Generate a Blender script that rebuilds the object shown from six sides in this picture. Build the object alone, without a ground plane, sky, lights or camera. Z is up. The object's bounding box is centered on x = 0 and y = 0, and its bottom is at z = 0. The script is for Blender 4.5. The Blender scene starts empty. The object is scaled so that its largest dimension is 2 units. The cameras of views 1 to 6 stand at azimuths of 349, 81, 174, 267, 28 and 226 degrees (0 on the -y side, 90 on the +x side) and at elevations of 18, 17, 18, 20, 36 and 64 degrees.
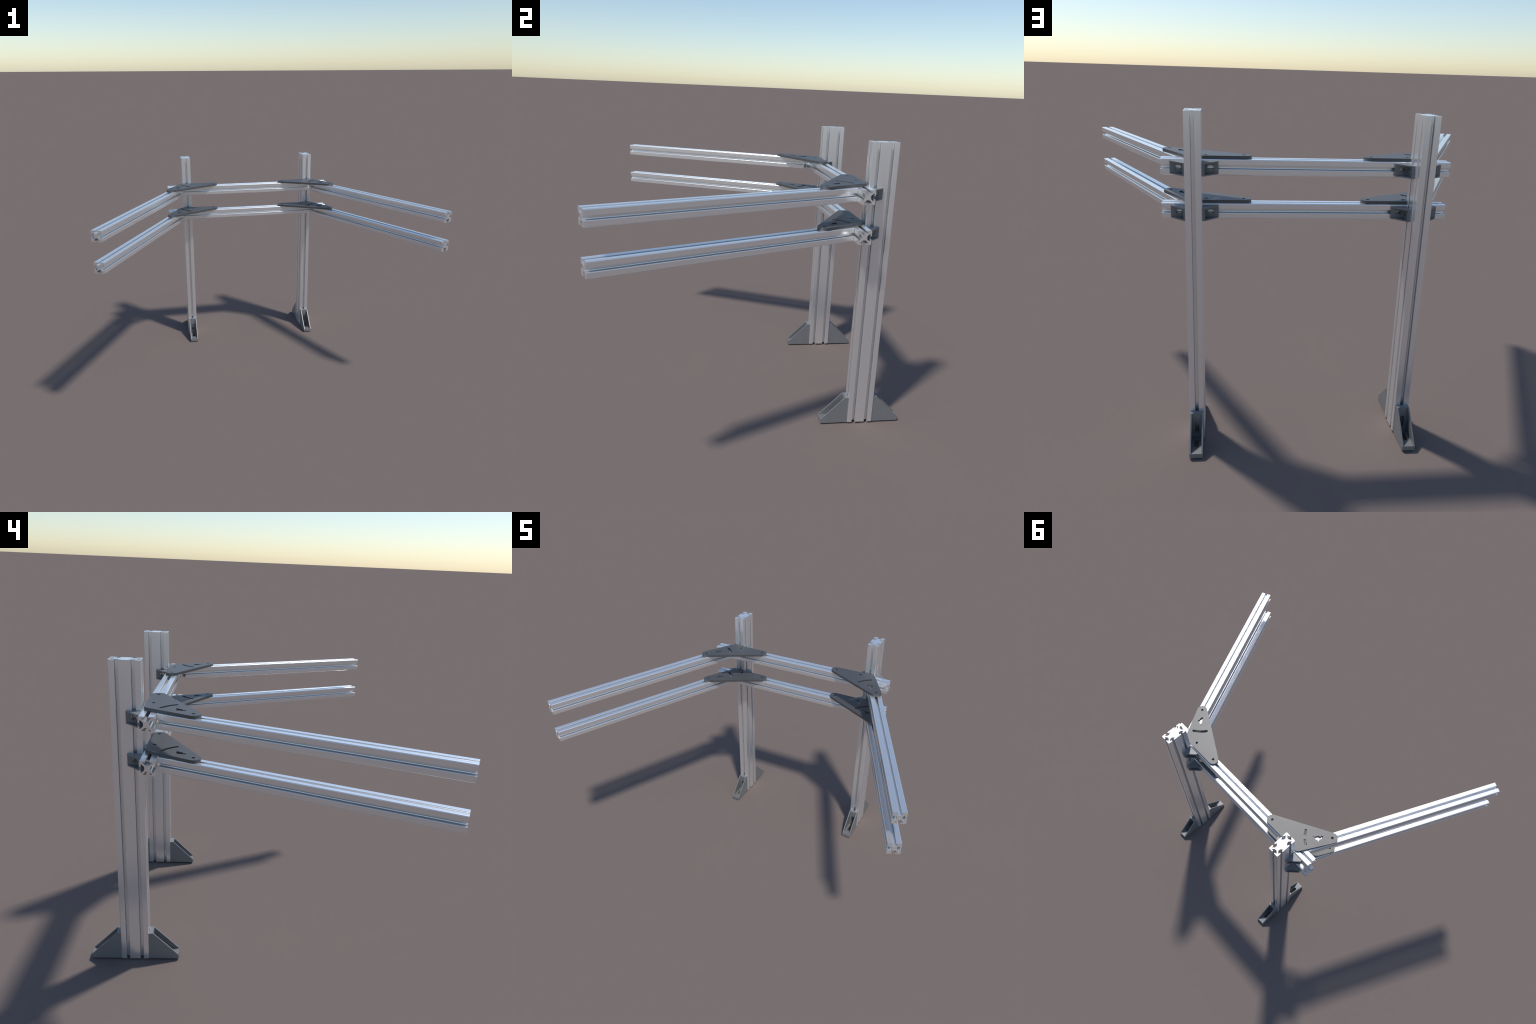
"""Free-standing frame of slotted aluminium profiles: two uprights on foot
brackets, two crossbeams bolted to them by corner brackets, and four arms that
splay outwards, joined to the crossbeams by flat joint plates."""
import bpy, bmesh, math
from mathutils import Vector, Matrix

# ------------------------------------------------------------------ sizes (m)
W = 0.0613                  # width of the square profile; uprights are 2W x W
MM = W / 40.0               # one profile millimetre
POST_FOOT, POST_TOP = 0.0058, 1.3500
FOOT_Z = 0.0038             # underside of the foot brackets
POST_X = (0.4431, -0.4326)
POST_Y = 0.4950
POST_FRONT = POST_Y - W
BEAM_Z = (1.1326, 0.9605)   # centre heights of the two tiers
CROSS_X = (-0.5685, 0.5715)
CROSS_Y = POST_FRONT - W / 2
ARM_TIP = (0.9725, -0.6750)
ARM_SPLAY = math.radians(25.0)
ARM_LENGTH = 1.1398
PLATE_THICK = 0.0125
PLATE_R = 0.0300
PLATE_HOLES = {"far": (0.2522, 0.3968), "near": (0.4000, 0.3968), "arm": (0.5510, 0.2309)}
PLATE_CORNER = (0.4560, 0.3968)
HOLE_R = 0.0074

scene = bpy.context.scene
coll = scene.collection


# ------------------------------------------------------------------ materials
def material(name, colour, metallic, roughness, grain_scale, rough_spread, tint, gloss=0.5):
    m = bpy.data.materials.new(name)
    m.use_nodes = True
    nt = m.node_tree
    bsdf = nt.nodes["Principled BSDF"]
    bsdf.inputs["Metallic"].default_value = metallic
    bsdf.inputs["Specular IOR Level"].default_value = gloss
    tc = nt.nodes.new("ShaderNodeTexCoord")
    mp = nt.nodes.new("ShaderNodeMapping")
    mp.inputs["Scale"].default_value = grain_scale
    nz = nt.nodes.new("ShaderNodeTexNoise")
    nz.inputs["Scale"].default_value = 1.0
    nz.inputs["Detail"].default_value = 3.0
    nt.links.new(tc.outputs["Object"], mp.inputs["Vector"])
    nt.links.new(mp.outputs["Vector"], nz.inputs["Vector"])
    ramp = nt.nodes.new("ShaderNodeValToRGB")
    ramp.color_ramp.elements[0].position, ramp.color_ramp.elements[1].position = 0.3, 0.7
    ramp.color_ramp.elements[0].color = (*[c * (1 - tint) for c in colour], 1)
    ramp.color_ramp.elements[1].color = (*[min(1, c * (1 + tint)) for c in colour], 1)
    nt.links.new(nz.outputs["Fac"], ramp.inputs["Fac"])
    nt.links.new(ramp.outputs["Color"], bsdf.inputs["Base Color"])
    mr = nt.nodes.new("ShaderNodeMapRange")
    mr.inputs["To Min"].default_value = roughness - rough_spread
    mr.inputs["To Max"].default_value = roughness + rough_spread
    nt.links.new(nz.outputs["Fac"], mr.inputs["Value"])
    nt.links.new(mr.outputs["Result"], bsdf.inputs["Roughness"])
    return m


ALUMINIUM = material("extruded_aluminium", (0.95, 0.953, 0.957), 0.81, 0.265, (60, 60, 3), 0.01, 0.008)
PLATE_GREY = material("dark_grey_plate", (0.060, 0.061, 0.063), 0.0, 0.48, (25, 25, 25), 0.02, 0.03, 1.0)
BRACKET_GREY = material("grey_cast_metal", (0.172, 0.174, 0.177), 0.0, 0.45, (25, 25, 25), 0.02, 0.02, 1.0)


# ------------------------------------------------------------------ helpers
def finish(me, name, mat, angle=30):
    me.name = name
    me.materials.clear()
    me.materials.append(mat)
    me.polygons.foreach_set("use_smooth", [True] * len(me.polygons))
    me.set_sharp_from_angle(angle=math.radians(angle))
    me.update()
    # keep the broad flats flat: weight vertex normals by face area
    ob = bpy.data.objects.new(name, me)
    coll.objects.link(ob)
    md = ob.modifiers.new("weighted", "WEIGHTED_NORMAL")
    md.mode, md.weight, md.keep_sharp = "FACE_AREA", 100, True
    bpy.context.view_layer.update()
    out = bpy.data.meshes.new_from_object(ob.evaluated_get(bpy.context.evaluated_depsgraph_get()))
    bpy.data.objects.remove(ob)
    bpy.data.meshes.remove(me)
    out.name = name
    return out


def arc(cx, cy, r, a0, a1, n):
    return [(cx + r * math.cos(math.radians(a0 + (a1 - a0) * i / n)),
             cy + r * math.sin(math.radians(a0 + (a1 - a0) * i / n))) for i in range(n + 1)]


# T-slot drawn in profile millimetres: (offset along the face, depth below it)
def slot_half():
    lip = arc(5.8, 1.3, 1.3, 270, 180, 6)                # rounded lip of the slot mouth
    lip += arc(5.8, 2.4, 1.3, 180, 90, 6)
    wall = arc(9.5, 4.8, 1.1, 270, 360, 4) + [(10.6, 6.0)]
    curve = arc(2.54, 8.5, 4.0, 45, 90, 8)               # sloping flank rounds into the floor
    return lip + wall + curve


def slotted_outline(hx, hy, slots_x, slots_y, corner=2.1):
    """Counter-clockwise outline of a slotted profile, half sizes hx, hy."""
    half = slot_half()
    slot = [(-a, d) for a, d in half] + [(a, d) for a, d in reversed(half)]
    pts = []
    sides = [((1, 0), (0, -1), hx, hy, slots_x), ((0, 1), (1, 0), hy, hx, slots_y),
             ((-1, 0), (0, 1), hx, hy, slots_x), ((0, -1), (-1, 0), hy, hx, slots_y)]
    for (tx, ty), (nx, ny), run, off, slots in sides:
        for s in sorted(slots):
            for a, d in slot:
                t, o = s + a, off - d
                pts.append((tx * t + nx * o, ty * t + ny * o))
        # rounded corner at the end of this side
        c = arc(run - corner, off - corner, corner, 90, 0, 5)
        for t, o in c:
            pts.append((tx * t + nx * o, ty * t + ny * o))
    return pts


def extrude_profile(outline, length, name, mat):
    """Prism along +z from 0 to length, outline in millimetres."""
    bm = bmesh.new()
    lo = [bm.verts.new((x * MM, y * MM, 0)) for x, y in outline]
    hi = [bm.verts.new((x * MM, y * MM, length)) for x, y in outline]
    n = len(outline)
    for i in range(n):
        j = (i + 1) % n
        bm.faces.new((lo[i], lo[j], hi[j], hi[i]))
    bm.faces.new(list(reversed(lo)))
    bm.faces.new(hi)
    bmesh.ops.recalc_face_normals(bm, faces=bm.faces)
    me = bpy.data.meshes.new(name)
    bm.to_mesh(me)
    bm.free()
    return finish(me, name, mat, 28)


def cut_sheet(loops, thickness, name):
    """Flat sheet from closed 2D loops (first the outline, then holes), centred in z."""
    cu = bpy.data.curves.new(name, "CURVE")
    cu.dimensions, cu.fill_mode, cu.extrude = "2D", "BOTH", thickness / 2
    for loop in loops:
        sp = cu.splines.new("POLY")
        sp.points.add(len(loop) - 1)
        for p, (x, y) in zip(sp.points, loop):
            p.co = (x, y, 0, 1)
        sp.use_cyclic_u = True
    ob = bpy.data.objects.new(name, cu)
    coll.objects.link(ob)
    bpy.context.view_layer.update()
    dg = bpy.context.evaluated_depsgraph_get()
    me = bpy.data.meshes.new_from_object(ob.evaluated_get(dg))
    bpy.data.objects.remove(ob)
    bpy.data.curves.remove(cu)
    bm = bmesh.new()
    bm.from_mesh(me)
    bmesh.ops.remove_doubles(bm, verts=bm.verts, dist=1e-5)
    bmesh.ops.recalc_face_normals(bm, faces=bm.faces)
    bm.to_mesh(me)
    bm.free()
    return me


def prism(points, x0, x1):
    """Prism along x over an outline in (y, z)."""
    bm = bmesh.new()
    a = [bm.verts.new((x0, y, z)) for y, z in points]
    b = [bm.verts.new((x1, y, z)) for y, z in points]
    n = len(points)
    for i in range(n):
        bm.faces.new((a[i], a[(i + 1) % n], b[(i + 1) % n], b[i]))
    bm.faces.new(a)
    bm.faces.new(b)
    bmesh.ops.recalc_face_normals(bm, faces=bm.faces)
    return bm


def as_object(bm, name):
    me = bpy.data.meshes.new(name)
    bm.to_mesh(me)
    bm.free()
    ob = bpy.data.objects.new(name, me)
    coll.objects.link(ob)
    return ob


def stadium(cx, cy, length, width, n=10):
    """Slot outline whose long axis runs along the second coordinate."""
    r, h = width / 2, (length - width) / 2
    return arc(cx, cy + h, r, 0, 180, n) + arc(cx, cy - h, r, 180, 360, n)


def bracket_mesh(name, leg, width, thick, wall, slot_at, slot_len, slot_wide):
    """Gusseted corner bracket: legs along +y and +z from the origin corner."""
    body = as_object(prism([(0, 0), (leg, 0), (leg, thick), (thick, leg), (0, leg)],
                           -width / 2, width / 2), "body")
    far = leg * 1.5
    cutters = [as_object(prism([(thick, thick), (far, thick), (far, far), (thick, far)],
                               -width / 2 + wall, width / 2 - wall), "pocket")]
    outline = stadium(0, slot_at, slot_len, slot_wide)
    for flip in (False, True):
        bm = bmesh.new()
        rings = []
        for h in (-thick, thick * 1.5):
            rings.append([bm.verts.new((x, h, y) if flip else (x, y, h)) for x, y in outline])
        n = len(outline)
        for i in range(n):
            j = (i + 1) % n
            bm.faces.new((rings[0][i], rings[0][j], rings[1][j], rings[1][i]))
        bm.faces.new(rings[0])
        bm.faces.new(rings[1])
        bmesh.ops.recalc_face_normals(bm, faces=bm.faces)
        cutters.append(as_object(bm, "slot"))
    for c in cutters:
        md = body.modifiers.new("cut", "BOOLEAN")
        md.operation, md.object, md.solver = "DIFFERENCE", c, "EXACT"
    bpy.context.view_layer.update()
    dg = bpy.context.evaluated_depsgraph_get()
    me = bpy.data.meshes.new_from_object(body.evaluated_get(dg))
    for o in [body] + cutters:
        old = o.data
        bpy.data.objects.remove(o)
        bpy.data.meshes.remove(old)
    return finish(me, name, BRACKET_GREY, 25)


def hull(points):
    pts = sorted(set(points))
    def chain(seq):
        out = []
        for p in seq:
            while len(out) > 1 and ((out[-1][0] - out[-2][0]) * (p[1] - out[-2][1])
                                    - (out[-1][1] - out[-2][1]) * (p[0] - out[-2][0])) <= 1e-12:
                out.pop()
            out.append(p)
        return out
    a, b = chain(pts), chain(reversed(pts))
    return a[:-1] + b[:-1]


# ------------------------------------------------------------------ meshes
square = slotted_outline(20, 20, [0], [0])
double = slotted_outline(20, 40, [0], [-20, 20])
post_mesh = extrude_profile(double, POST_TOP - POST_FOOT, "post", ALUMINIUM)
cross_mesh = extrude_profile(square, CROSS_X[1] - CROSS_X[0], "crossbeam", ALUMINIUM)
arm_mesh = extrude_profile(square, ARM_LENGTH, "arm", ALUMINIUM)

foot_mesh = bracket_mesh("foot_bracket", 0.1325, 0.0525, 0.0195, 0.0053, 0.0640, 0.0545, 0.0178)
corner_mesh = bracket_mesh("corner_bracket", W, 0.0500, 0.0102, 0.0050, 0.0305, 0.0255, 0.0178)

# joint plate: three equal circles wrapped by straight edges
far, near, pivot = (PLATE_HOLES[k] for k in ("far", "near", "arm"))
ring = []
for c in (far, PLATE_CORNER, pivot):
    ring += [(round(x, 6), round(y, 6)) for x, y in arc(*c, PLATE_R, 0, 360, 64)]
loops = [hull(ring)]
for c in (far, near, pivot):
    loops.append(arc(*c, HOLE_R, 0, 360, 24)[:-1])
# curved slot swept about the arm hole
SWEEP, A0, A1 = 0.1490, 120.3, 150.3
slot_loop = arc(*pivot, SWEEP + HOLE_R, A0, A1, 16)
end = math.radians(A1)
slot_loop += arc(pivot[0] + SWEEP * math.cos(end), pivot[1] + SWEEP * math.sin(end), HOLE_R, A1, A1 + 180, 8)[1:-1]
slot_loop += arc(*pivot, SWEEP - HOLE_R, A1, A0, 16)
end = math.radians(A0)
slot_loop += arc(pivot[0] + SWEEP * math.cos(end), pivot[1] + SWEEP * math.sin(end), HOLE_R, A0 - 180, A0, 8)[1:-1]
loops.append(slot_loop)
# small leaping-animal cut-out, millimetres, tail to the left, feet down
LEAPER = [(-29.5, 0.6), (-23, 0.6), (-17, -1.4), (-9.5, 1.6), (-3, 4.2), (3.5, 4.4), (9, 0.8), (13.5, -1.6),
          (16.5, 0.2), (19.2, 4.6), (21.1, 6.6), (22.6, 3.4), (29.3, 0.4), (27, -4.0), (23.7, -6.6), (19.3, -11.9),
          (13.2, -14.8), (7.6, -16.4), (4.2, -22.6), (1.9, -26.5), (-2.4, -24.6), (-0.4, -18.4), (-3.1, -14.8),
          (-7.4, -18.2), (-15.3, -12.6), (-16.7, -5.4), (-23.3, -1.9), (-29.5, -1.0)]
KC, KA = (0.4920, 0.2825), math.radians(-47.1)
loops.append([(KC[0] + (u * math.cos(KA) + v * math.sin(KA)) / 1000,
               KC[1] + (u * math.sin(KA) - v * math.cos(KA)) / 1000) for u, v in LEAPER])
plate_mesh = finish(cut_sheet(loops, PLATE_THICK, "joint_plate"), "joint_plate", PLATE_GREY, 25)

# ------------------------------------------------------------------ assembly
root = bpy.data.objects.new("profile_frame", None)
root.empty_display_size = 0.2
coll.objects.link(root)
root["label"] = "standing frame of slotted silver aluminium profiles with grey brackets"
root["category"] = "metal frame"


def place(mesh, name, matrix):
    ob = bpy.data.objects.new(name, mesh)
    ob.parent = root
    ob.matrix_local = matrix
    coll.objects.link(ob)
    return ob


def axes(origin, x, y, z):
    m = Matrix((x, y, z)).transposed().to_4x4()
    m.translation = origin
    return m


for px in POST_X:
    place(post_mesh, "post", Matrix.Translation((px, POST_Y, POST_FOOT)))
    for side in (1, -1):
        # foot bracket: leg along y away from the upright, leg up its short face
        place(foot_mesh, "foot_bracket",
              axes((px, POST_Y + side * W, FOOT_Z), (side, 0, 0), (0, side, 0), (0, 0, 1)))
        for z in BEAM_Z:
            # corner bracket: one leg along the crossbeam, the other along the upright
            place(corner_mesh, "corner_bracket",
                  axes((px + side * W / 2, POST_FRONT, z), (0, 0, side), (side, 0, 0), (0, 1, 0)))

for z in BEAM_Z:
    place(cross_mesh, "crossbeam", axes((CROSS_X[0], CROSS_Y, z), (0, 1, 0), (0, 0, 1), (1, 0, 0)))
    for side in (1, -1):
        d = Vector((-side * math.sin(ARM_SPLAY), math.cos(ARM_SPLAY), 0))
        up = Vector((0, 0, 1))
        place(arm_mesh, "arm", axes((side * ARM_TIP[0], ARM_TIP[1], z), up, d.cross(up), d))
        pz = z + W / 2 + PLATE_THICK / 2
        turn = Matrix.Translation((0, 0, pz))
        if side < 0:                                     # same plate turned over
            turn = turn @ Matrix.Rotation(math.pi, 4, "Y")
        place(plate_mesh, "joint_plate", turn)
